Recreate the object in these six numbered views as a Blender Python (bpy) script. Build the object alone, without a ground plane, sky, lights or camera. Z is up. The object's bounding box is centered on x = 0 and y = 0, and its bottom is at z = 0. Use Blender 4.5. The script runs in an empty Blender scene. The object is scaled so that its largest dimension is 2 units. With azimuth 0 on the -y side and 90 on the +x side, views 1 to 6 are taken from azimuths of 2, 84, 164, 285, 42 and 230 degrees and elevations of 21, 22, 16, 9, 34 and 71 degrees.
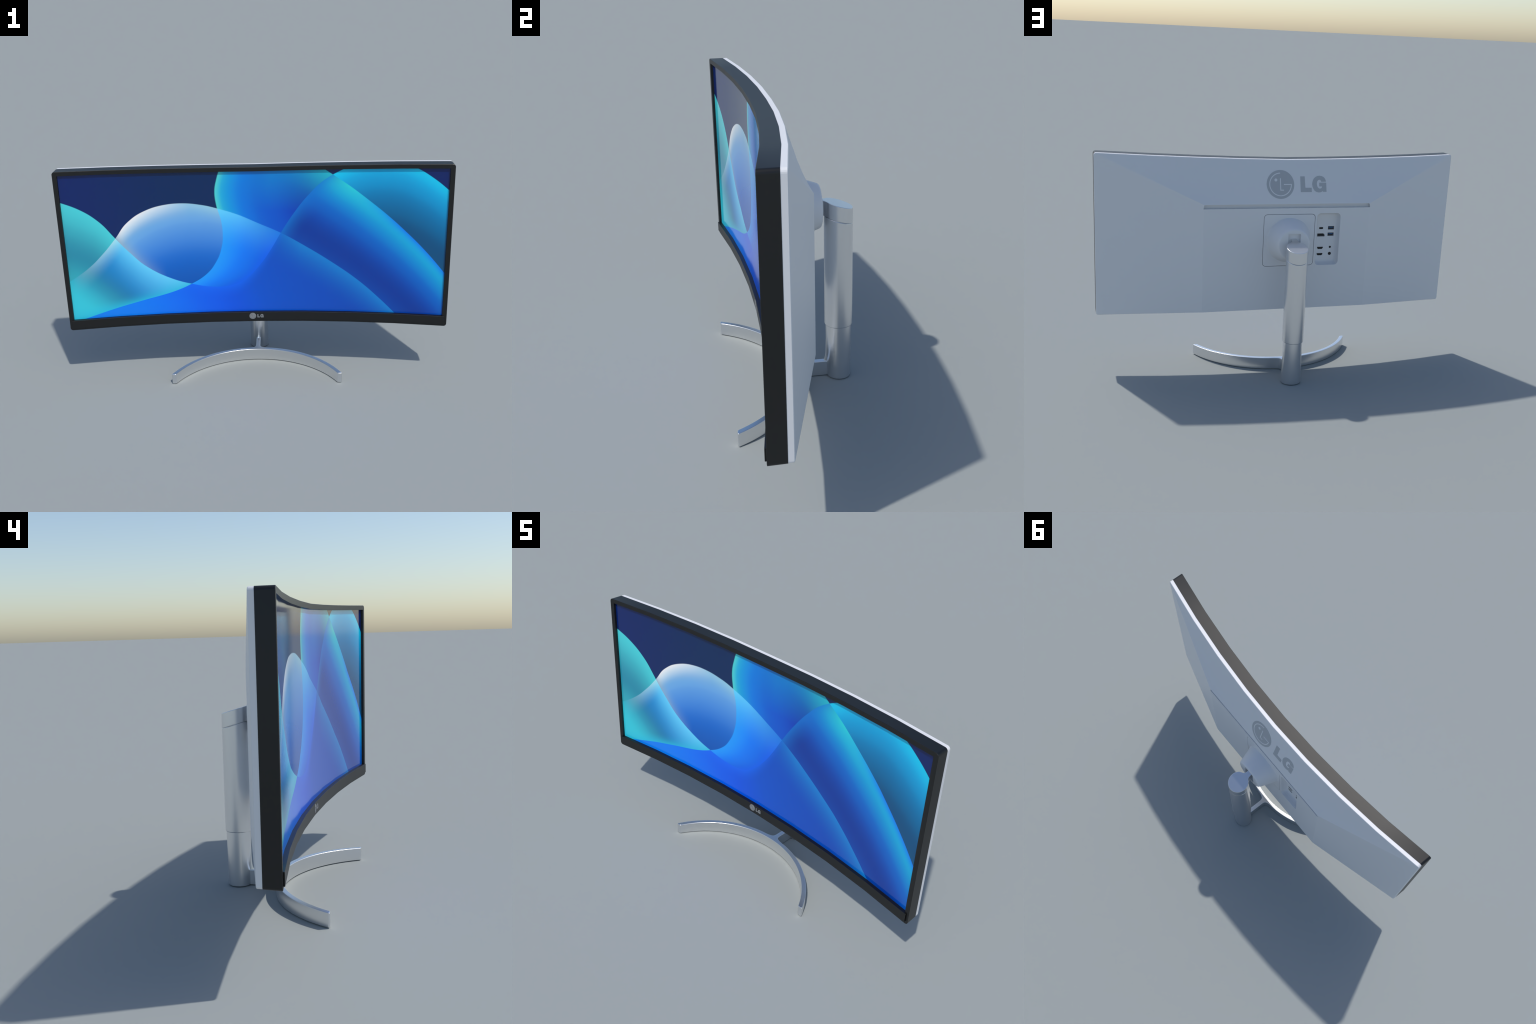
"""Curved ultrawide desktop monitor on an arc-footed metal stand (z up, metres)."""
import bpy, bmesh, math
from mathutils import Vector

# ------------------------------------------------------------------ sizes
HALF_W = 1.0                 # half width of the housing
Z_LO, Z_HI = 0.3052, 1.183    # bottom and top of the housing
CORNER = 0.014               # corner radius seen from the front
R_CURVE = 5.694              # screen curvature radius
Y_END = -0.2135              # front face of the bezel at the far left and right
STEP = 0.245                 # the curve is built of 8 straight facets
D_BLACK = 0.0615             # depth of the black frame
D_RIM = 0.0820               # depth to the back edge of the silver rim
D_SCREEN = 0.0115            # screen sits this far behind the bezel front
IN_X, IN_Z = 0.977, 1.1615    # visible picture edge
CHIN_LO, CHIN_HI, CHIN_X = 0.3185, 0.3635, 0.9865
FLAT_X, FLAT_LO, FLAT_HI, FLAT_Y = 0.457, 0.354, 0.940, 0.0275   # raised flat on the back
SX = -0.0068                 # centre line of the foot and mount
CX = -0.0036                 # centre line of the column
COL_Y = 0.2035               # column centre

ROOT = None


# ------------------------------------------------------------------ curve of the panel
def arc_at(x):
    return math.sqrt(R_CURVE ** 2 - x * x) - math.sqrt(R_CURVE ** 2 - 1.0)


def curve_y(x):
    """Front face of the bezel: chords between nodes STEP apart."""
    k = max(-4, min(3, math.floor(x / STEP)))
    x0, x1 = k * STEP, (k + 1) * STEP
    t = (x - x0) / STEP
    return Y_END + arc_at(x0) * (1 - t) + arc_at(x1) * t


def chin_y(x):
    return curve_y(x) - 0.0063


NODES = [k * STEP for k in range(-4, 5)]


def top_dip(x):
    """The top edge sags towards the middle (taken on the same nodes as the curve)."""
    k = max(-4, min(3, math.floor(x / STEP)))
    f = lambda n: 0.0178 * (1 - abs(n * STEP) ** 1.3)
    t = (x - k * STEP) / STEP
    return f(k) * (1 - t) + f(k + 1) * t


def under_lift(x, off):
    """The underside is one sloping face: it rises from the front edge to the raised flat on the back."""
    ax = abs(x)
    t = min(1.0, max(0.0, (HALF_W - ax) / (HALF_W - FLAT_X)))
    yb = -0.132 + t * (FLAT_Y + 0.132)
    zb = 0.3076 + t * (FLAT_LO - 0.3076)
    return (zb - Z_LO) * off / (yb - curve_y(x))


def housing_ring(pts, off, inset=0.0):
    out = []
    for x, z in pts:
        w = max(0.0, 1 - (z - Z_LO - inset) / CORNER)
        dip = top_dip(x) if z > (Z_LO + Z_HI) / 2 else 0.0
        out.append((x, curve_y(x) + off, z + w * under_lift(x, off) - dip))
    return out


# ------------------------------------------------------------------ mesh helpers
def new_object(name, bm, mat, parent=None, smooth=20.0):
    bmesh.ops.remove_doubles(bm, verts=bm.verts, dist=1e-6)
    bmesh.ops.dissolve_degenerate(bm, dist=1e-7, edges=bm.edges)
    bmesh.ops.recalc_face_normals(bm, faces=bm.faces)
    me = bpy.data.meshes.new(name)
    bm.to_mesh(me)
    bm.free()
    ob = bpy.data.objects.new(name, me)
    bpy.context.scene.collection.objects.link(ob)
    if mat:
        me.materials.append(mat)
    finish_shading(me, smooth)
    if parent:
        ob.parent = parent
    return ob


def finish_shading(me, smooth):
    if smooth is None:
        return
    me.polygons.foreach_set("use_smooth", [True] * len(me.polygons))
    me.set_sharp_from_angle(angle=math.radians(smooth))


def even_normals(ob):
    m = ob.modifiers.new("even_normals", 'WEIGHTED_NORMAL')
    m.keep_sharp = True
    m.weight = 100


def loft(bm, rings, close=True, cap_start=False, cap_end=False):
    vs = [[bm.verts.new(p) for p in r] for r in rings]
    n = len(vs[0])
    for a, b in zip(vs, vs[1:]):
        for i in range(n if close else n - 1):
            j = (i + 1) % n
            bm.faces.new((a[i], a[j], b[j], b[i]))
    if cap_start:
        bm.faces.new(vs[0])
    if cap_end:
        bm.faces.new(vs[-1])
    return vs


def bevel_sharp(bm, width, segments=2, angle=30, keep=None):
    bmesh.ops.remove_doubles(bm, verts=bm.verts, dist=1e-6)
    bmesh.ops.recalc_face_normals(bm, faces=bm.faces)
    es = [e for e in bm.edges if len(e.link_faces) == 2
          and e.calc_face_angle(0) > math.radians(angle) and (keep is None or keep(e))]
    bmesh.ops.bevel(bm, geom=es, offset=width, segments=segments, profile=0.5, affect='EDGES',
                    clamp_overlap=True)


def cut(ob, bm_cutter, smooth=20.0):
    """Subtract a closed cutter from ob and apply."""
    bmesh.ops.remove_doubles(bm_cutter, verts=bm_cutter.verts, dist=1e-6)
    bmesh.ops.recalc_face_normals(bm_cutter, faces=bm_cutter.faces)
    me = bpy.data.meshes.new("cutter")
    bm_cutter.to_mesh(me)
    bm_cutter.free()
    c = bpy.data.objects.new("cutter", me)
    bpy.context.scene.collection.objects.link(c)
    m = ob.modifiers.new("cut", 'BOOLEAN')
    m.operation, m.object, m.solver = 'DIFFERENCE', c, 'EXACT'
    dg = bpy.context.evaluated_depsgraph_get()
    res = bpy.data.meshes.new_from_object(ob.evaluated_get(dg))
    old = ob.data
    ob.modifiers.clear()
    ob.data = res
    res.name = old.name
    bpy.data.meshes.remove(old)
    bpy.data.objects.remove(c)
    bpy.data.meshes.remove(me)
    finish_shading(res, smooth)


def rounded_rect(x0, x1, z0, z1, r, seg=6):
    pts = []
    for cx, cz, a0 in ((x1 - r, z1 - r, 0), (x0 + r, z1 - r, 90), (x0 + r, z0 + r, 180), (x1 - r, z0 + r, 270)):
        for i in range(seg + 1):
            a = math.radians(a0 + 90 * i / seg)
            pts.append((cx + r * math.cos(a), cz + r * math.sin(a)))
    return pts


def housing_outline(inset=0.0):
    """Front outline (x, z): rounded rectangle with extra points on the curve nodes."""
    w, lo, hi, r = HALF_W - inset, Z_LO + inset, Z_HI - inset, CORNER
    pts = []
    seg = 5
    inner = NODES[1:-1]
    for cx, cz, a0 in ((w - r, hi - r, 0), (-w + r, hi - r, 90), (-w + r, lo + r, 180), (w - r, lo + r, 270)):
        for i in range(seg + 1):
            a = math.radians(a0 + 90 * i / seg)
            pts.append((cx + r * math.cos(a), cz + r * math.sin(a)))
        if a0 == 0:
            pts += [(x, hi) for x in reversed(inner)]
        if a0 == 180:
            pts += [(x, lo) for x in inner]
    return pts


# ------------------------------------------------------------------ node helpers
def srgb(r, g, b):
    f = lambda c: (c / 255 / 12.92) if c / 255 <= 0.04045 else ((c / 255 + 0.055) / 1.055) ** 2.4
    return (f(r), f(g), f(b), 1.0)


def material(name, color, rough, metallic=0.0, spec=0.5, grain=0.0, grain_scale=400.0, coat=0.0):
    """Principled material with a faint procedural grain in colour and roughness."""
    m = bpy.data.materials.new(name)
    m.use_nodes = True
    nt = m.node_tree
    b = nt.nodes["Principled BSDF"]
    b.inputs["Metallic"].default_value = metallic
    b.inputs["Specular IOR Level"].default_value = spec
    b.inputs["Coat Weight"].default_value = coat
    tc = nt.nodes.new("ShaderNodeTexCoord")
    no = nt.nodes.new("ShaderNodeTexNoise")
    no.inputs["Scale"].default_value = grain_scale
    no.inputs["Detail"].default_value = 2.0
    nt.links.new(tc.outputs["Object"], no.inputs["Vector"])
    mix = nt.nodes.new("ShaderNodeMix")
    mix.data_type = 'RGBA'
    d = 0.008 + grain
    mix.inputs["A"].default_value = tuple(c * (1 - d) for c in color[:3]) + (1,)
    mix.inputs["B"].default_value = tuple(min(1, c * (1 + d)) for c in color[:3]) + (1,)
    nt.links.new(no.outputs["Fac"], mix.inputs["Factor"])
    nt.links.new(mix.outputs["Result"], b.inputs["Base Color"])
    mr = nt.nodes.new("ShaderNodeMapRange")
    mr.inputs["To Min"].default_value = max(0, rough - 0.006)
    mr.inputs["To Max"].default_value = rough + 0.006
    nt.links.new(no.outputs["Fac"], mr.inputs["Value"])
    nt.links.new(mr.outputs["Result"], b.inputs["Roughness"])
    return m


def panel(r, g, b):
    """Pigment of the display for a colour as it looks in full sun (light and gloss taken off)."""
    lin = srgb(r, g, b)
    return tuple(max(0.0, min(1.0, (c - 0.0138) / k)) for c, k in zip(lin[:3], (0.80, 0.87, 0.945))) + (1.0,)


class Graph:
    """Tiny expression builder for shader nodes."""

    def __init__(self, nt):
        self.nt = nt

    def math(self, op, a, b=None, clamp=False):
        n = self.nt.nodes.new("ShaderNodeMath")
        n.operation, n.use_clamp = op, clamp
        for i, v in enumerate((a, b)):
            if v is None:
                continue
            if isinstance(v, (int, float)):
                n.inputs[i].default_value = v
            else:
                self.nt.links.new(v, n.inputs[i])
        return n.outputs[0]

    def span(self, v, lo, hi, smooth=False):
        n = self.nt.nodes.new("ShaderNodeMapRange")
        n.interpolation_type = 'SMOOTHSTEP' if smooth else 'LINEAR'
        n.clamp = True
        self.nt.links.new(v, n.inputs["Value"])
        n.inputs["From Min"].default_value, n.inputs["From Max"].default_value = lo, hi
        return n.outputs["Result"]

    def curve(self, v, pts):
        n = self.nt.nodes.new("ShaderNodeFloatCurve")
        c = n.mapping.curves[0]
        n.mapping.use_clip = False
        n.mapping.extend = 'EXTRAPOLATED'
        while len(c.points) < len(pts):
            c.points.new(0.5, 0.5)
        for p, (x, y) in zip(c.points, pts):
            p.location = (x, y)
            p.handle_type = 'AUTO'
        n.mapping.update()
        self.nt.links.new(v, n.inputs["Value"])
        return n.outputs["Value"]

    def ramp(self, v, stops):
        n = self.nt.nodes.new("ShaderNodeValToRGB")
        n.color_ramp.interpolation = 'B_SPLINE' if len(stops) > 3 else 'EASE'
        n.color_ramp.interpolation = 'CARDINAL' if len(stops) > 2 else 'LINEAR'
        e = n.color_ramp.elements
        while len(e) < len(stops):
            e.new(0.5)
        for el, (p, c) in zip(e, stops):
            el.position = p
        for el, (p, c) in zip(e, stops):
            el.color = panel(*c)
        self.nt.links.new(v, n.inputs["Fac"])
        return n.outputs["Color"]

    def mix(self, f, a, b):
        n = self.nt.nodes.new("ShaderNodeMix")
        n.data_type = 'RGBA'
        self.nt.links.new(f, n.inputs["Factor"])
        for s, v in (("A", a), ("B", b)):
            if isinstance(v, tuple):
                n.inputs[s].default_value = panel(*v)
            else:
                self.nt.links.new(v, n.inputs[s])
        return n.outputs["Result"]


# ------------------------------------------------------------------ materials
SILVER = material("silver_plastic", (0.742, 0.738, 0.745), 0.40)
BLACK = material("black_plastic", (0.0030, 0.0031, 0.0031), 0.42)
METAL = material("brushed_aluminium", (0.79, 0.80, 0.815), 0.30, metallic=1.0)
COLUMN = material("satin_aluminium", (0.77, 0.78, 0.795), 0.31, metallic=1.0)
MARK_GREY = material("grey_print", (0.44, 0.455, 0.47), 0.5)
MARK_LIGHT = material("pale_grey_print", (0.205, 0.215, 0.225), 0.45)
MARK_DIM = material("dim_grey_print", (0.11, 0.115, 0.12), 0.45)
PORT_DARK = material("port_black", (0.012, 0.013, 0.014), 0.5)
PORT_METAL = material("port_shield", (0.28, 0.28, 0.29), 0.4, metallic=0.6)
PORT_BLUE = material("port_blue_tongue", (0.02, 0.12, 0.30), 0.5)


def screen_material():
    """Wallpaper of overlapping translucent waves; every wave is one smooth curve."""
    m = bpy.data.materials.new("screen_wallpaper")
    m.use_nodes = True
    nt = m.node_tree
    bsdf = nt.nodes["Principled BSDF"]
    g = Graph(nt)
    tc = nt.nodes.new("ShaderNodeTexCoord")
    sep = nt.nodes.new("ShaderNodeSeparateXYZ")
    nt.links.new(tc.outputs["Object"], sep.inputs[0])
    U = lambda x: (x + 0.98) / 1.96
    V = lambda z: (z - 0.36) / 0.81
    u = g.math('DIVIDE', g.math('ADD', sep.outputs["X"], 0.98), 1.96)
    v = g.math('DIVIDE', g.math('SUBTRACT', sep.outputs["Z"], 0.36), 0.81)

    def uv(pts):
        return [(U(x), V(z)) for x, z in pts]

    # the long wave: high on the left, trough in the middle, crest beyond the top edge
    long_wave = g.curve(u, uv([(-.98, 1.018), (-.89, .975), (-.803, .908), (-.723, .807), (-.658, .728),
                               (-.568, .638), (-.445, .566), (-.343, .532), (-.219, .510), (-.118, .519),
                               (-.047, .558), (.025, .632), (.086, .721), (.137, .809), (.206, .916),
                               (.284, 1.016), (.36, 1.090), (.453, 1.145), (.56, 1.19), (.65, 1.2),
                               (.74, 1.19), (.823, 1.155), (.901, 1.107), (.976, 1.047)]))
    # the pale dome running down to the right
    dome = g.curve(u, uv([(-.98, .582), (-.877, .649), (-.793, .727), (-.723, .807), (-.653, .893),
                          (-.563, .949), (-.466, .976), (-.369, .982), (-.274, .970), (-.179, .945),
                          (-.084, .912), (.012, .867), (.137, .809), (.253, .741), (.4, .647), (.547, .539),
                          (.646, .450), (.721, .375), (.98, .10)]))
    # the S-shaped blue sheet (x as a function of height)
    sheet = g.curve(v, [(V(z), U(x)) for x, z in [(-.916, .364), (-.754, .411), (-.602, .450), (-.45, .488),
                                                  (-.343, .532), (-.266, .580), (-.207, .653), (-.174, .737),
                                                  (-.166, .810), (-.172, .882), (-.192, .964), (-.198, 1.044),
                                                  (-.186, 1.103), (-.165, 1.165)]])
    # the diagonal fold on the right
    fold = g.curve(u, uv([(-.98, 1.9), (.1, 1.33), (.367, 1.146), (.491, 1.061), (.586, .988), (.681, .910),
                          (.777, .822), (.874, .724), (.975, .605)]))

    d1 = g.math('SUBTRACT', long_wave, v)      # > 0 below the long wave
    d2 = g.math('SUBTRACT', dome, v)           # > 0 below the dome
    d3 = g.math('SUBTRACT', u, sheet)          # > 0 right of the sheet's edge
    d4 = g.math('SUBTRACT', fold, v)           # > 0 below / left of the fold
    edge = 0.0022
    in1 = g.span(d1, -edge, edge)
    in2 = g.span(d2, -edge, edge)
    in3 = g.span(d3, -edge * 0.6, edge * 0.6)
    in4 = g.span(d4, -edge, edge)

    glow = lambda d, w: g.math('POWER', g.math('SUBTRACT', 1.0, g.span(d, 0.0, w)), 2.0)
    neg = lambda d: g.math('MULTIPLY', d, -1.0)

    navy = g.ramp(u, [(0.0, (33, 46, 100)), (0.35, (31, 50, 90)), (1.0, (33, 46, 100))])

    # left teal wing, above the dome
    teal = g.ramp(d1, [(0.0, (74, 198, 210)), (0.14, (64, 172, 190)), (0.32, (50, 136, 164)), (0.5, (56, 160, 180))])

    # left wing under the dome: shaded across a diagonal
    diag = g.span(g.math('ADD', sep.outputs["X"], sep.outputs["Z"]), -0.65, 0.25)
    low = g.ramp(diag, [(0.0, (56, 184, 212)), (0.22, (58, 188, 210)), (0.34, (54, 162, 190)), (0.45, (47, 132, 172)), (0.56, (42, 126, 188)),
                        (0.75, (40, 140, 212)), (1.0, (42, 160, 222))])
    low = g.mix(g.math('MULTIPLY', g.math('MULTIPLY', glow(d1, 0.34), g.span(u, 0.05, 0.14)), 0.92), low, (100, 202, 246))
    low = g.mix(g.math('MULTIPLY', glow(neg(d3), 0.13), 0.8), low, (46, 180, 218))
    low = g.mix(g.math('MULTIPLY', g.math('MULTIPLY', glow(d2, 0.15), 0.7), g.span(g.math('ABSOLUTE', g.math('SUBTRACT', u, 0.14)), 0.13, 0.0)),
                low, (186, 234, 230))

    # the dome itself
    body = g.ramp(g.math('ADD', d2, g.math('MULTIPLY', g.math('SUBTRACT', u, 0.25), 0.35)),
                  [(0.0, (152, 195, 224)), (0.07, (118, 172, 220)), (0.16, (94, 154, 220)), (0.34, (50, 114, 204)),
                   (0.55, (31, 88, 177))])
    body = g.mix(g.math('MULTIPLY', glow(d2, 0.13), g.span(u, 0.33, 0.19)), body, (226, 232, 238))
    body = g.mix(g.math('MULTIPLY', glow(d2, 0.11), g.span(u, 0.26, 0.38)), body, (138, 192, 219))
    body = g.mix(g.math('MULTIPLY', glow(neg(d1), 0.14), g.span(u, 0.26, 0.13)), body, (136, 168, 194))

    # blue sheet above the dome
    top = g.ramp(d3, [(0.0, (80, 200, 204)), (0.016, (46, 166, 212)), (0.055, (33, 128, 218)), (0.10, (31, 100, 206)),
                      (0.17, (31, 80, 190)), (0.24, (32, 62, 164)), (0.34, (33, 72, 176))])
    top = g.mix(g.math('MULTIPLY', glow(d4, 0.28), g.span(u, 0.50, 0.66)), top, (56, 202, 190))
    top = g.mix(g.math('MULTIPLY', g.math('MULTIPLY', g.span(v, 0.70, 0.98), 0.6), g.span(d3, 0.04, 0.14)), top, (34, 146, 202))

    # sheet over the dome, above the long wave
    over = g.ramp(d3, [(0.0, (42, 150, 246)), (0.05, (35, 126, 242)), (0.10, (32, 106, 228)), (0.15, (32, 92, 228)), (0.3, (33, 92, 208))])
    over = g.mix(g.math('MULTIPLY', glow(d2, 0.27), g.span(d3, 0.17, 0.0)), over, (98, 204, 248))
    over = g.mix(g.math('MULTIPLY', glow(d2, 0.20), g.span(d3, 0.05, 0.2)), over, (40, 128, 212))

    # bottom sheet
    base = g.ramp(g.math('ADD', u, g.math('MULTIPLY', v, 0.15)),
                  [(0.0, (34, 124, 230)), (0.20, (32, 120, 237)), (0.33, (32, 103, 234)), (0.43, (31, 88, 222)), (0.53, (31, 84, 198)),
                   (0.73, (32, 78, 181)), (0.95, (32, 78, 180))])
    base = g.mix(g.math('MULTIPLY', glow(d2, 0.26), g.span(u, 0.50, 0.62)), base, (37, 124, 202))
    base = g.mix(g.math('MULTIPLY', g.math('MULTIPLY', glow(d1, 0.10), 0.6), g.span(u, 0.62, 0.46)), base, (34, 108, 244))

    # right sheet between long wave and fold
    right = g.ramp(d4, [(0.0, (40, 172, 216)), (0.09, (35, 156, 212)), (0.20, (32, 116, 200)), (0.31, (31, 86, 180)),
                        (0.45, (30, 64, 153)), (0.62, (30, 74, 166)), (0.85, (31, 84, 182))])
    right = g.mix(g.math('MULTIPLY', glow(d4, 0.18), g.span(v, 0.62, 1.0)), right, (56, 222, 208))
    right = g.mix(g.math('MULTIPLY', glow(d4, 0.09), g.span(v, 0.86, 0.60)), right, (32, 122, 236))
    right = g.mix(g.math('MULTIPLY', glow(d1, 0.20), 0.8), right, (33, 114, 202))

    # far right, behind the fold
    far = g.ramp(d1, [(0.0, (36, 192, 234)), (0.08, (34, 164, 218)), (0.2, (32, 128, 184)), (0.36, (32, 94, 142)),
                      (0.5, (34, 82, 124)), (0.65, (36, 98, 134))])

    left = g.mix(in2, navy, body)                       # outside the sheet, above the long wave
    left = g.mix(in1, left, g.mix(in2, teal, low))
    outer = g.mix(in1, navy, far)                       # right of the fold
    blue = g.mix(in1, g.mix(in2, top, over), g.mix(in2, right, base))
    blue = g.mix(in4, outer, blue)
    image = g.mix(in3, left, blue)

    nt.links.new(image, bsdf.inputs["Base Color"])
    bsdf.inputs["Roughness"].default_value = 0.10
    return m


SCREEN = screen_material()


# ------------------------------------------------------------------ housing parts
def build_bezel():
    bm = bmesh.new()
    outer, soft = housing_outline(), housing_outline(0.0014)

    ring = housing_ring

    def clampi(pts):
        return [(max(-IN_X, min(IN_X, x)), max(CHIN_HI - 0.006, min(IN_Z, z))) for x, z in pts]

    inner = clampi(outer)
    plain = lambda pts, off: [(x, curve_y(x) + off, z - (top_dip(x) if z > 0.7 else 0)) for x, z in pts]
    loft(bm, [ring(outer, D_BLACK), ring(outer, 0.0014), ring(soft, 0.0, 0.0014), plain(inner, 0.0), plain(inner, 0.026)])
    return new_object("bezel", bm, BLACK, ROOT, 25)


def build_chin():
    bm = bmesh.new()
    xs = [-CHIN_X] + NODES[1:-1] + [CHIN_X]
    rings = []
    for x in xs:
        yf, yb = chin_y(x), curve_y(x) + 0.02
        rings.append([(x, yf, CHIN_LO), (x, yb, CHIN_LO), (x, yb, CHIN_HI), (x, yf, CHIN_HI)])
    loft(bm, rings, cap_start=True, cap_end=True)
    bevel_sharp(bm, 0.0012, 2, 30)
    ob = new_object("lower_trim", bm, BLACK, ROOT, 50)
    even_normals(ob)
    return ob


def build_screen():
    bm = bmesh.new()
    xs = [-0.99] + NODES[1:-1] + [0.99]
    lo = CHIN_HI - 0.02
    rings = []
    for x in xs:
        y = curve_y(x) + D_SCREEN
        hi = IN_Z + 0.008 - top_dip(x)
        rings.append([(x, y, lo), (x, y + 0.012, lo), (x, y + 0.012, hi), (x, y, hi)])
    loft(bm, rings, cap_start=True, cap_end=True)
    return new_object("screen", bm, SCREEN, ROOT, 25)


def flat_outline(pts):
    """Point of the raised flat that belongs to each outline point."""
    out = []
    for x, z in pts:
        zz = FLAT_HI if z > (Z_LO + Z_HI) / 2 else FLAT_LO
        out.append((max(-1, min(1, x / (HALF_W - CORNER))) * FLAT_X, FLAT_Y, zz))
    return out


def build_back_shell():
    bm = bmesh.new()
    pts, soft = housing_outline(0.0006), housing_outline(0.0030)
    top = flat_outline(pts)
    edge = housing_ring(soft, D_RIM, 0.0030)
    rows = [[tuple(a[d] + (b[d] - a[d]) * k / 6 for d in range(3)) for a, b in zip(edge, top)] for k in range(1, 6)]
    inside = housing_outline(0.03)
    loft(bm, [[(x, curve_y(x) + D_BLACK - 0.03, z - (top_dip(x) if z > 0.7 else 0)) for x, z in inside], housing_ring(pts, D_BLACK - 0.0004, 0.0006),
              housing_ring(pts, D_RIM - 0.0022, 0.0006), edge] + rows + [top], cap_start=True, cap_end=True)
    bmesh.ops.remove_doubles(bm, verts=bm.verts, dist=1e-6)
    bm.normal_update()
    bmesh.ops.triangulate(bm, faces=[f for f in bm.faces if len(f.verts) > 4])
    bmesh.ops.dissolve_limit(bm, angle_limit=math.radians(0.01), verts=bm.verts, edges=bm.edges)
    ob = new_object("back_shell", bm, SILVER, ROOT, 7)

    # long vent groove along the top edge of the flat
    c = bmesh.new()
    a, b, z0, z1 = 0.4600, 0.4575, 0.917, 0.9405
    prof = [(-a, z0), (a, z0), (b, z1 - 0.009), (b - 0.0015, z1 - 0.0035), (b - 0.006, z1), (-b + 0.006, z1),
            (-b + 0.0015, z1 - 0.0035), (-b, z1 - 0.009)]
    loft(c, [[(x, 0.060, z) for x, z in prof], [(x * 0.997, 0.010, z0 + (z - z0) * 0.9) for x, z in prof]],
         cap_start=True, cap_end=True)
    cut(ob, c, 7)

    # pocket that takes the square mounting plate
    c = bmesh.new()
    sq = rounded_rect(SX - 0.1425, SX + 0.1425, 0.5985, 0.8850, 0.020)
    loft(c, [[(x, 0.06, z) for x, z in sq], [(x, 0.012, z) for x, z in sq]], cap_start=True, cap_end=True)
    cut(ob, c, 7)

    # connector bay with filleted floor
    c = bmesh.new()
    x0, x1, z0, z1, r0 = -0.2925, -0.1590, 0.5970, 0.8875, 0.022
    prof = [(0.060, -0.0045), (0.0275, 0.0), (0.0255, 0.0008), (0.010, 0.0035), (0.001, 0.007), (-0.0045, 0.0105), (-0.0078, 0.015),
            (-0.0090, 0.0205)]
    rings = []
    for y, ins in prof:
        rr = max(0.004, r0 - ins * 0.75)
        rings.append([(x, y, z) for x, z in rounded_rect(x0 + ins, x1 - ins, z0 + ins, z1 - ins, rr, 6)])
    loft(c, rings, cap_start=True, cap_end=True)
    cut(ob, c, 7)
    return ob


BAY_Y = -0.0090
PORTS = [   # kind, centre x, centre z, width, height
    ("reversible_port", -0.1975, 0.7960, 0.0240, 0.0110),
    ("display_port", -0.1984, 0.7575, 0.0430, 0.0175),
    ("video_port", -0.1976, 0.6842, 0.0330, 0.0125),
    ("video_port", -0.1972, 0.6483, 0.0330, 0.0125),
    ("serial_port", -0.2545, 0.7966, 0.0350, 0.0190),
    ("serial_port", -0.2541, 0.7606, 0.0350, 0.0190),
    ("audio_jack", -0.2550, 0.6885, 0.0125, 0.0125),
    ("power_jack", -0.2545, 0.6512, 0.0180, 0.0180),
]


def port_outline(kind, w, h):
    """Outline as seen from behind (first coordinate grows to the viewer's right)."""
    a, b = w / 2, h / 2
    if kind == "reversible_port":
        return [(x, z) for x, z in rounded_rect(-a, a, -b, b, b * 0.98, 6)]
    if kind == "display_port":
        return [(a, -b), (a, b * 0.1), (a - b * 0.9, b), (-a, b), (-a, -b)]
    if kind == "video_port":
        return [(a, b), (-a, b), (-a, -b * 0.1), (-a + b * 0.9, -b), (a - b * 0.9, -b), (a, -b * 0.1)]
    if kind == "serial_port":
        return [(a, b), (-a, b), (-a, -b), (a, -b)]
    return [(a * math.cos(t * math.pi / 12), b * math.sin(t * math.pi / 12)) for t in range(24)]


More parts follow.
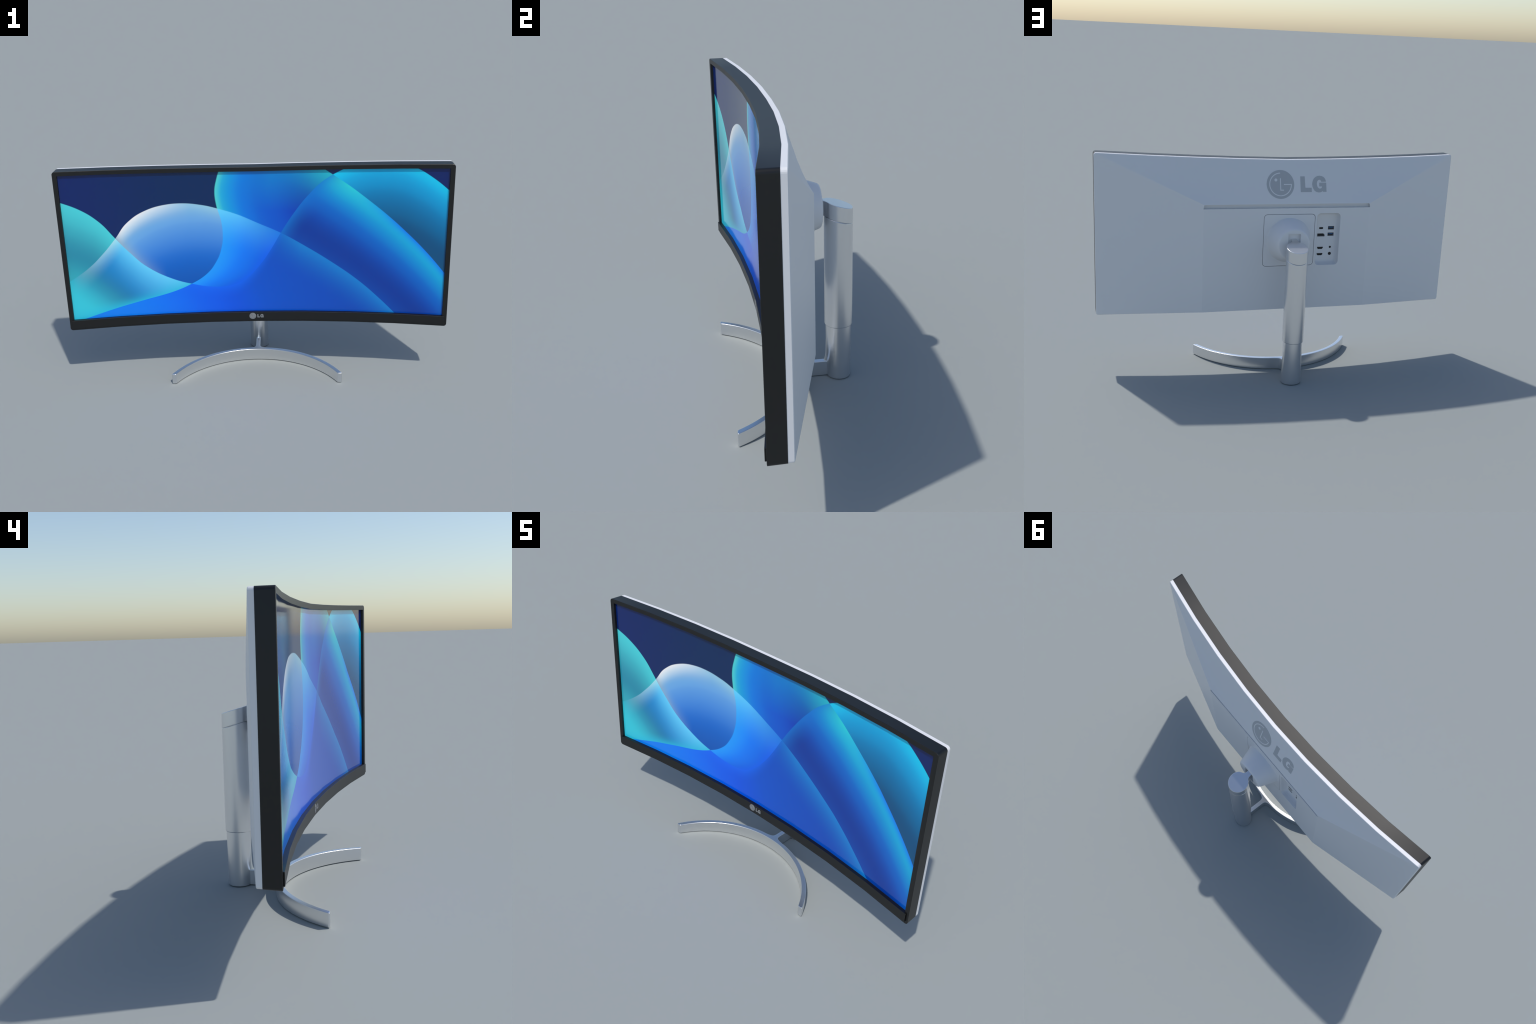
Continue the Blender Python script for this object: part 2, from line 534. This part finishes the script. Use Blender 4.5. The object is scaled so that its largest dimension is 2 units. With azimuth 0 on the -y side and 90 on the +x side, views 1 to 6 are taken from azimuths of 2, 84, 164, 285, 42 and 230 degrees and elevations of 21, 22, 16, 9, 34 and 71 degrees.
def build_ports(shell):
    data = {}
    for kind, x, z, w, h in PORTS:
        out = port_outline(kind, w, h)
        c = bmesh.new()
        ring = lambda s, y: [(x - p * s, y, z + q * s) for p, q in out]
        loft(c, [ring(1, BAY_Y + 0.006), ring(1, BAY_Y - 0.014)], cap_start=True, cap_end=True)
        cut(shell, c, 7)
        if kind not in data:
            framed = kind in ("serial_port", "display_port")
            inset = lambda d: [(p - math.copysign(d, p) if abs(p) > d else p, q - math.copysign(d, q) if abs(q) > d else q) for p, q in out]
            bm = bmesh.new()
            pos = lambda pts, y: [(-p, y, q) for p, q in pts]
            fit = inset(0.0003)
            if framed:
                lip = inset(0.0036)
                loft(bm, [pos(fit, -0.012), pos(fit, 0.0004), pos(inset(0.0008), 0.0004), pos(lip, -0.0045), pos(lip, -0.012)])
                data[kind] = (bm, PORT_METAL)
            else:
                lip = inset(0.0014)
                loft(bm, [pos(fit, -0.012), pos(fit, 0.0004), pos(lip, -0.0005), pos(lip, -0.004)], cap_start=True, cap_end=True)
                data[kind] = (bm, PORT_DARK)
            first = new_object(kind, data[kind][0], data[kind][1], shell, 25)
            data[kind] = first
            ob = first
        else:
            ob = data[kind].copy()
            bpy.context.scene.collection.objects.link(ob)
        ob.location = (x, BAY_Y, z)
        if kind in ("serial_port", "display_port"):
            key = kind + "_core"
            if key not in data:
                bm = bmesh.new()
                inner = [(p * (w / 2 - 0.0030) / (w / 2), q * (h / 2 - 0.0030) / (h / 2)) for p, q in out]
                loft(bm, [[(-p, -0.0065, q) for p, q in inner], [(-p, -0.0115, q) for p, q in inner]], cap_start=True, cap_end=True)
                core = new_object("port_cavity", bm, PORT_DARK, shell, 25)
                data[key] = core
            else:
                core = data[key].copy()
                bpy.context.scene.collection.objects.link(core)
            core.location = (x, BAY_Y, z)
            tk = kind + "_tongue"
            if tk not in data:
                bm = bmesh.new()
                tw, t0, t1 = w / 2 - 0.0062, (0.0004 if kind == "serial_port" else -0.0012), (0.0044 if kind == "serial_port" else 0.0012)
                sq = [(-tw, t0), (tw, t0), (tw, t1), (-tw, t1)]
                loft(bm, [[(p, -0.0070, q) for p, q in sq], [(p, -0.0022, q) for p, q in sq]], cap_start=True, cap_end=True)
                tongue = new_object("port_tongue", bm, PORT_BLUE if kind == "serial_port" else PORT_DARK, shell, 25)
                data[tk] = tongue
            else:
                tongue = data[tk].copy()
                bpy.context.scene.collection.objects.link(tongue)
            tongue.location = (x, BAY_Y, z)


# ------------------------------------------------------------------ brand marks
LETTER_L = [(0, 0), (1, 0), (1, 0.27), (0.42, 0.27), (0.40, 1), (0, 1)]
LETTER_G = [(.98, .64), (.97, .72), (.92, .83), (.83, .92), (.70, .98), (.55, 1), (.40, .985), (.26, .93), (.13, .83),
            (.05, .70), (.01, .58), (0, .48), (.02, .35), (.07, .22), (.16, .10), (.28, .03), (.42, 0), (.55, .005),
            (.66, .035), (.75, .09), (.75, .03), (1, .03), (1, .58), (.5, .58), (.5, .36), (.70, .36), (.68, .29),
            (.62, .24), (.53, .225), (.44, .25), (.37, .33), (.335, .44), (.33, .54), (.36, .66), (.42, .73),
            (.50, .765), (.58, .75), (.63, .70), (.66, .64)]


def plate_from(name, outlines, place, lift, depth, mat, parent):
    """Thin raised plates from 2D outlines; place(s, t, lift) maps to 3D."""
    bm = bmesh.new()
    for pts in outlines:
        if isinstance(pts, tuple):              # band between two open lines
            a, b = pts
            ring = lambda i: [place(*a[i], -depth), place(*a[i], lift), place(*b[i], lift), place(*b[i], -depth)]
            loft(bm, [ring(i) for i in range(len(a))], cap_start=True, cap_end=True)
            continue
        loft(bm, [[place(s, t, -depth) for s, t in pts], [place(s, t, lift) for s, t in pts]], cap_start=True, cap_end=True)
    bm.normal_update()
    bmesh.ops.triangulate(bm, faces=[f for f in bm.faces if len(f.verts) > 4])
    return new_object(name, bm, mat, parent, 25)


def circle(r, n=64, cx=0.0, cy=0.0):
    return [(cx + r * math.cos(2 * math.pi * i / n), cy + r * math.sin(2 * math.pi * i / n)) for i in range(n)]


def face_strokes(r):
    """Line drawing inside the round emblem: ring arc with bar, nose and eye."""
    w = 0.033 * r
    out = []
    rm = 0.785 * r
    a = [math.radians(90 + 270 * i / 60) for i in range(61)]
    out.append(([((rm + w) * math.cos(t), (rm + w) * math.sin(t)) for t in a],
                [((rm - w) * math.cos(t), (rm - w) * math.sin(t)) for t in a]))
    out.append([(0.24 * r, -w), (rm + w, -w), (rm + w, w), (0.24 * r, w)])
    out.append([(-w, 0.43 * r), (-w, -0.43 * r), (0.23 * r, -0.43 * r), (0.23 * r, -0.43 * r + 2 * w), (w, -0.43 * r + 2 * w), (w, 0.43 * r)])
    out.append(circle(0.105 * r, 24, -0.33 * r, 0.31 * r))
    return out


def build_marks(shell, chin):
    # back: on the upper sloping face, whose rulings run from the rim to the flat
    def back_point(x, z, lift):
        xr = x
        for _ in range(12):                     # rim point whose ruling passes through x
            zr = Z_HI - 0.003 - top_dip(xr)
            t = (zr - z) / (zr - FLAT_HI)
            xr = x / (1 - t + t * FLAT_X / (HALF_W - CORNER))
        y0 = curve_y(xr) + D_RIM
        y = y0 + (FLAT_Y - y0) * t
        return (x, y + lift, z)

    tilt = 0.969
    cx, cz, rr = 0.0451, 1.0393, 0.0751
    on_disc = lambda s, t, l: back_point(cx - s, cz + t * tilt, l)
    disc_rings = plate_from("round_emblem", [circle(rr, 72)], on_disc, 0.0008, 0.004, MARK_GREY, shell)
    plate_from("emblem_lines", face_strokes(rr), on_disc, 0.0014, 0.002, SILVER, shell)
    lp = lambda s, t, l: back_point(-0.0652 - s * 0.0615, 0.9998 + t * 0.0800, l)
    plate_from("letter", [LETTER_L], lp, 0.0008, 0.003, MARK_GREY, shell)
    gp = lambda s, t, l: back_point(-0.1304 - s * 0.0795, 0.9975 + t * 0.0848, l)
    plate_from("letter", [LETTER_G], gp, 0.0008, 0.003, MARK_GREY, shell)

    # front: on the lower trim
    fp = lambda x, z, l: (x, chin_y(x) - l, z)
    fx, fz, fr = -0.0226, 0.3408, 0.0180
    fd = lambda s, t, l: fp(fx + s, fz + t, l)
    plate_from("round_emblem", [circle(fr, 48)], fd, 0.0007, 0.002, MARK_LIGHT, chin)
    plate_from("emblem_lines", face_strokes(fr), fd, 0.0012, 0.001, MARK_DIM, chin)
    plate_from("letter", [LETTER_L], lambda s, t, l: fp(0.0022 + s * 0.0137, 0.3312 + t * 0.0190, l), 0.0007, 0.002, MARK_LIGHT, chin)
    plate_from("letter", [LETTER_G], lambda s, t, l: fp(0.0179 + s * 0.0177, 0.3307 + t * 0.0203, l), 0.0007, 0.002, MARK_LIGHT, chin)


# ------------------------------------------------------------------ mount and stand
HUB_Z = 0.7420


def build_mount():
    bm = bmesh.new()
    sq = rounded_rect(SX - 0.1403, SX + 0.1403, 0.6007, 0.8828, 0.018)
    sq2 = rounded_rect(SX - 0.1398, SX + 0.1398, 0.6012, 0.8823, 0.0175)
    loft(bm, [[(x, 0.013, z) for x, z in sq], [(x, 0.0272, z) for x, z in sq], [(x, 0.0277, z) for x, z in sq2]],
         cap_start=True, cap_end=True)
    plate = new_object("mounting_plate", bm, SILVER, ROOT, 30)

    bm = bmesh.new()
    prof = [(0.020, 0.1235), (0.0268, 0.1235), (0.0285, 0.1218), (0.032, 0.1195), (0.038, 0.1172), (0.090, 0.0995), (0.119, 0.0893),
            (0.1245, 0.0868), (0.1283, 0.0836), (0.1300, 0.0795), (0.1304, 0.076)]
    n = 96
    loft(bm, [[(SX + r * math.cos(2 * math.pi * i / n), y, HUB_Z + r * math.sin(2 * math.pi * i / n)) for i in range(n)]
              for y, r in prof], cap_start=True, cap_end=True)
    hub = new_object("mount_hub", bm, SILVER, ROOT, 35)
    c = bmesh.new()
    slot = rounded_rect(SX - 0.0335, SX + 0.0335, 0.690, 0.8025, 0.006)
    loft(c, [[(x, 0.16, z) for x, z in slot], [(x, 0.1165, z) for x, z in slot]], cap_start=True, cap_end=True)
    cut(hub, c, 35)


def slant(y):
    """Height of the slanted top of the column cap."""
    return 0.7485 - 0.294 * (y - 0.2028)


CAP_H = 0.0615


def cap_plan():
    """Plan of the cap: column circle flowing into the narrow neck of the mount."""
    r, w, yt = 0.0567, 0.0152, 0.114
    a1 = math.radians(-52)
    pts = []
    n = 56
    a0, a2 = a1, math.radians(232)
    for i in range(n + 1):
        a = a0 + (a2 - a0) * i / n
        pts.append((CX + r * math.cos(a), COL_Y + r * math.sin(a)))
    # concave blend on the left, neck end, blend on the right
    pl = pts[-1]
    ctrl = (SX - w, COL_Y - 0.0525)
    blend = []
    for i in range(1, 9):
        t = i / 8
        p0, p2 = pl, (SX - w, 0.1335)
        blend.append(((1 - t) ** 2 * p0[0] + 2 * t * (1 - t) * ctrl[0] + t * t * p2[0],
                      (1 - t) ** 2 * p0[1] + 2 * t * (1 - t) * ctrl[1] + t * t * p2[1]))
    pts += blend
    tail = [(SX - w, yt), (SX + w, yt)]
    pts += tail
    right = pts[0]
    ctrl = (SX + w, COL_Y - 0.0525)
    p2 = (SX + w, 0.1335)
    for i in range(8):
        t = i / 8
        pts.append(((1 - t) ** 2 * p2[0] + 2 * t * (1 - t) * ctrl[0] + t * t * right[0],
                    (1 - t) ** 2 * p2[1] + 2 * t * (1 - t) * ctrl[1] + t * t * right[1]))
    return pts


def build_column():
    # cap
    bm = bmesh.new()
    plan = cap_plan()
    loft(bm, [[(x, y, slant(y) - CAP_H) for x, y in plan], [(x, y, slant(y)) for x, y in plan]], cap_start=True, cap_end=True)
    bevel_sharp(bm, 0.0022, 3, 45)
    even_normals(new_object("column_cap", bm, COLUMN, ROOT, 60))

    n = 72
    ring = lambda rx, ry, f: [(CX + rx * math.cos(2 * math.pi * i / n), COL_Y + ry * math.sin(2 * math.pi * i / n),
                              f(COL_Y + ry * math.sin(2 * math.pi * i / n))) for i in range(n)]
    seam = lambda y: slant(y) - CAP_H
    # outer sleeve
    bm = bmesh.new()
    R = 0.0564
    flat = lambda z: (lambda y: z)
    loft(bm, [ring(0.0495, 0.0500, flat(0.2340)), ring(0.0538, 0.0538, flat(0.2340)), ring(0.0554, 0.0554, flat(0.2352)), ring(R, R, flat(0.2378)), ring(R, R, flat(0.45)),
              ring(R, R, lambda y: seam(y) - 0.0032), ring(R - 0.0018, R - 0.0018, lambda y: seam(y) - 0.0012),
              ring(R - 0.005, R - 0.005, lambda y: seam(y) - 0.0012), ring(R - 0.005, R - 0.005, lambda y: seam(y) + 0.002)],
         cap_start=True, cap_end=True)
    even_normals(new_object("column_sleeve", bm, COLUMN, ROOT, 40))
    # lower column
    bm = bmesh.new()
    rows = [(0.0, 0.0508), (0.0012, 0.0533), (0.004, 0.0545), (0.06, 0.0535), (0.12, 0.0523), (0.18, 0.0513), (0.24, 0.0507)]
    loft(bm, [ring(rx, 0.0498 + 0.009 * z - (0.0545 - rx if z < 0.002 else 0), flat(z)) for z, rx in rows], cap_start=True, cap_end=True)
    even_normals(new_object("lower_column", bm, COLUMN, ROOT, 40))
    # swept web that runs from the foot up the front of the column
    bm = bmesh.new()
    rings = []
    yf = COL_Y - 0.0508
    for i in range(15):
        t = i / 14
        z = 0.055 + t * 0.155
        k = max(0.0, 1 - (z - 0.0645) / 0.145)
        reach = 0.007 * k ** 8 + 0.0030 * k
        hw = 0.0030 + 0.0042 * k ** 2.5
        f = yf - reach
        xc = SX + (CX - SX) * t
        rings.append([(xc - hw, yf + 0.006, z), (xc - hw, yf - reach * 0.35, z), (xc - hw * 0.7, f, z),
                      (xc + hw * 0.7, f, z), (xc + hw, yf - reach * 0.35, z), (xc + hw, yf + 0.006, z)])
    loft(bm, rings, cap_start=True, cap_end=True)
    new_object("column_web", bm, COLUMN, ROOT, 60)


def build_foot():
    """Arc foot with a short spine back to the column; its top leans forward, so the tips are lower."""
    cx, cy, ri, ro = SX - 0.0007, -0.479, 0.4880, 0.5095
    tip = -0.2585
    w = 0.0118
    ao = math.acos((tip - cy) / ro)
    ai = math.acos((tip - cy) / ri)
    pts = []
    blend_a = 0.155
    n = 40
    for i in range(n + 1):                       # outer arc, left tip to the spine blend
        a = -ao + (ao - blend_a) * i / n
        pts.append((cx + ro * math.sin(a), cy + ro * math.cos(a)))
    p0 = pts[-1]
    k = math.tan(blend_a)
    c = (SX - w, p0[1] + (SX - w - p0[0]) * k * 0.62)
    left = []
    p2 = (SX - w, c[1] + 0.034)
    c1 = (p0[0] + (c[0] - p0[0]) * 0.86, p0[1] + (c[1] - p0[1]) * 0.86)
    c2 = (c[0], c[1] + 0.005)
    for i in range(1, 13):
        t = i / 12
        q = [(1 - t) ** 3 * p0[d] + 3 * t * (1 - t) ** 2 * c1[d] + 3 * t * t * (1 - t) * c2[d] + t ** 3 * p2[d] for d in (0, 1)]
        left.append(tuple(q))
    pts += left + [(SX - w, 0.175)]
    pts += [(2 * SX - x, y) for x, y in reversed(pts)]
    m = 80
    inner = [(cx + ri * math.sin(ai - 2 * ai * i / m), cy + ri * math.cos(ai - 2 * ai * i / m)) for i in range(m + 1)]
    # pinch the tips slightly so their corners are round
    pts += inner
    bm = bmesh.new()
    height = lambda y: 0.0650 - 0.0090 * max(0.0, 0.030 - y) / 0.29    # the top face leans forward
    h0 = 0.065
    loft(bm, [[(x, y, 0.0) for x, y in pts], [(x, y, h0) for x, y in pts]], cap_start=True, cap_end=True)
    bmesh.ops.recalc_face_normals(bm, faces=bm.faces)
    tips = [e for e in bm.edges if abs(e.verts[0].co.y - tip) < 1e-4 and abs(e.verts[1].co.y - tip) < 1e-4
            and abs(e.verts[0].co.x - e.verts[1].co.x) < 1e-5]
    bmesh.ops.bevel(bm, geom=tips, offset=0.006, segments=4, profile=0.5, affect='EDGES', clamp_overlap=True)
    bevel_sharp(bm, 0.0024, 3, 50)
    bm.normal_update()
    bmesh.ops.triangulate(bm, faces=[f for f in bm.faces if len(f.verts) > 4])
    for v in bm.verts:
        v.co.z *= height(v.co.y) / h0
    even_normals(new_object("arc_foot", bm, METAL, ROOT, 60))


# ------------------------------------------------------------------ assemble
ROOT = bpy.data.objects.new("curved_monitor", None)
bpy.context.scene.collection.objects.link(ROOT)
ROOT["label"] = "curved ultrawide monitor with silver back on arc-footed metal stand"
ROOT["category"] = "computer monitor"

build_bezel()
chin = build_chin()
build_screen()
shell = build_back_shell()
build_ports(shell)
build_marks(shell, chin)
build_mount()
build_column()
build_foot()
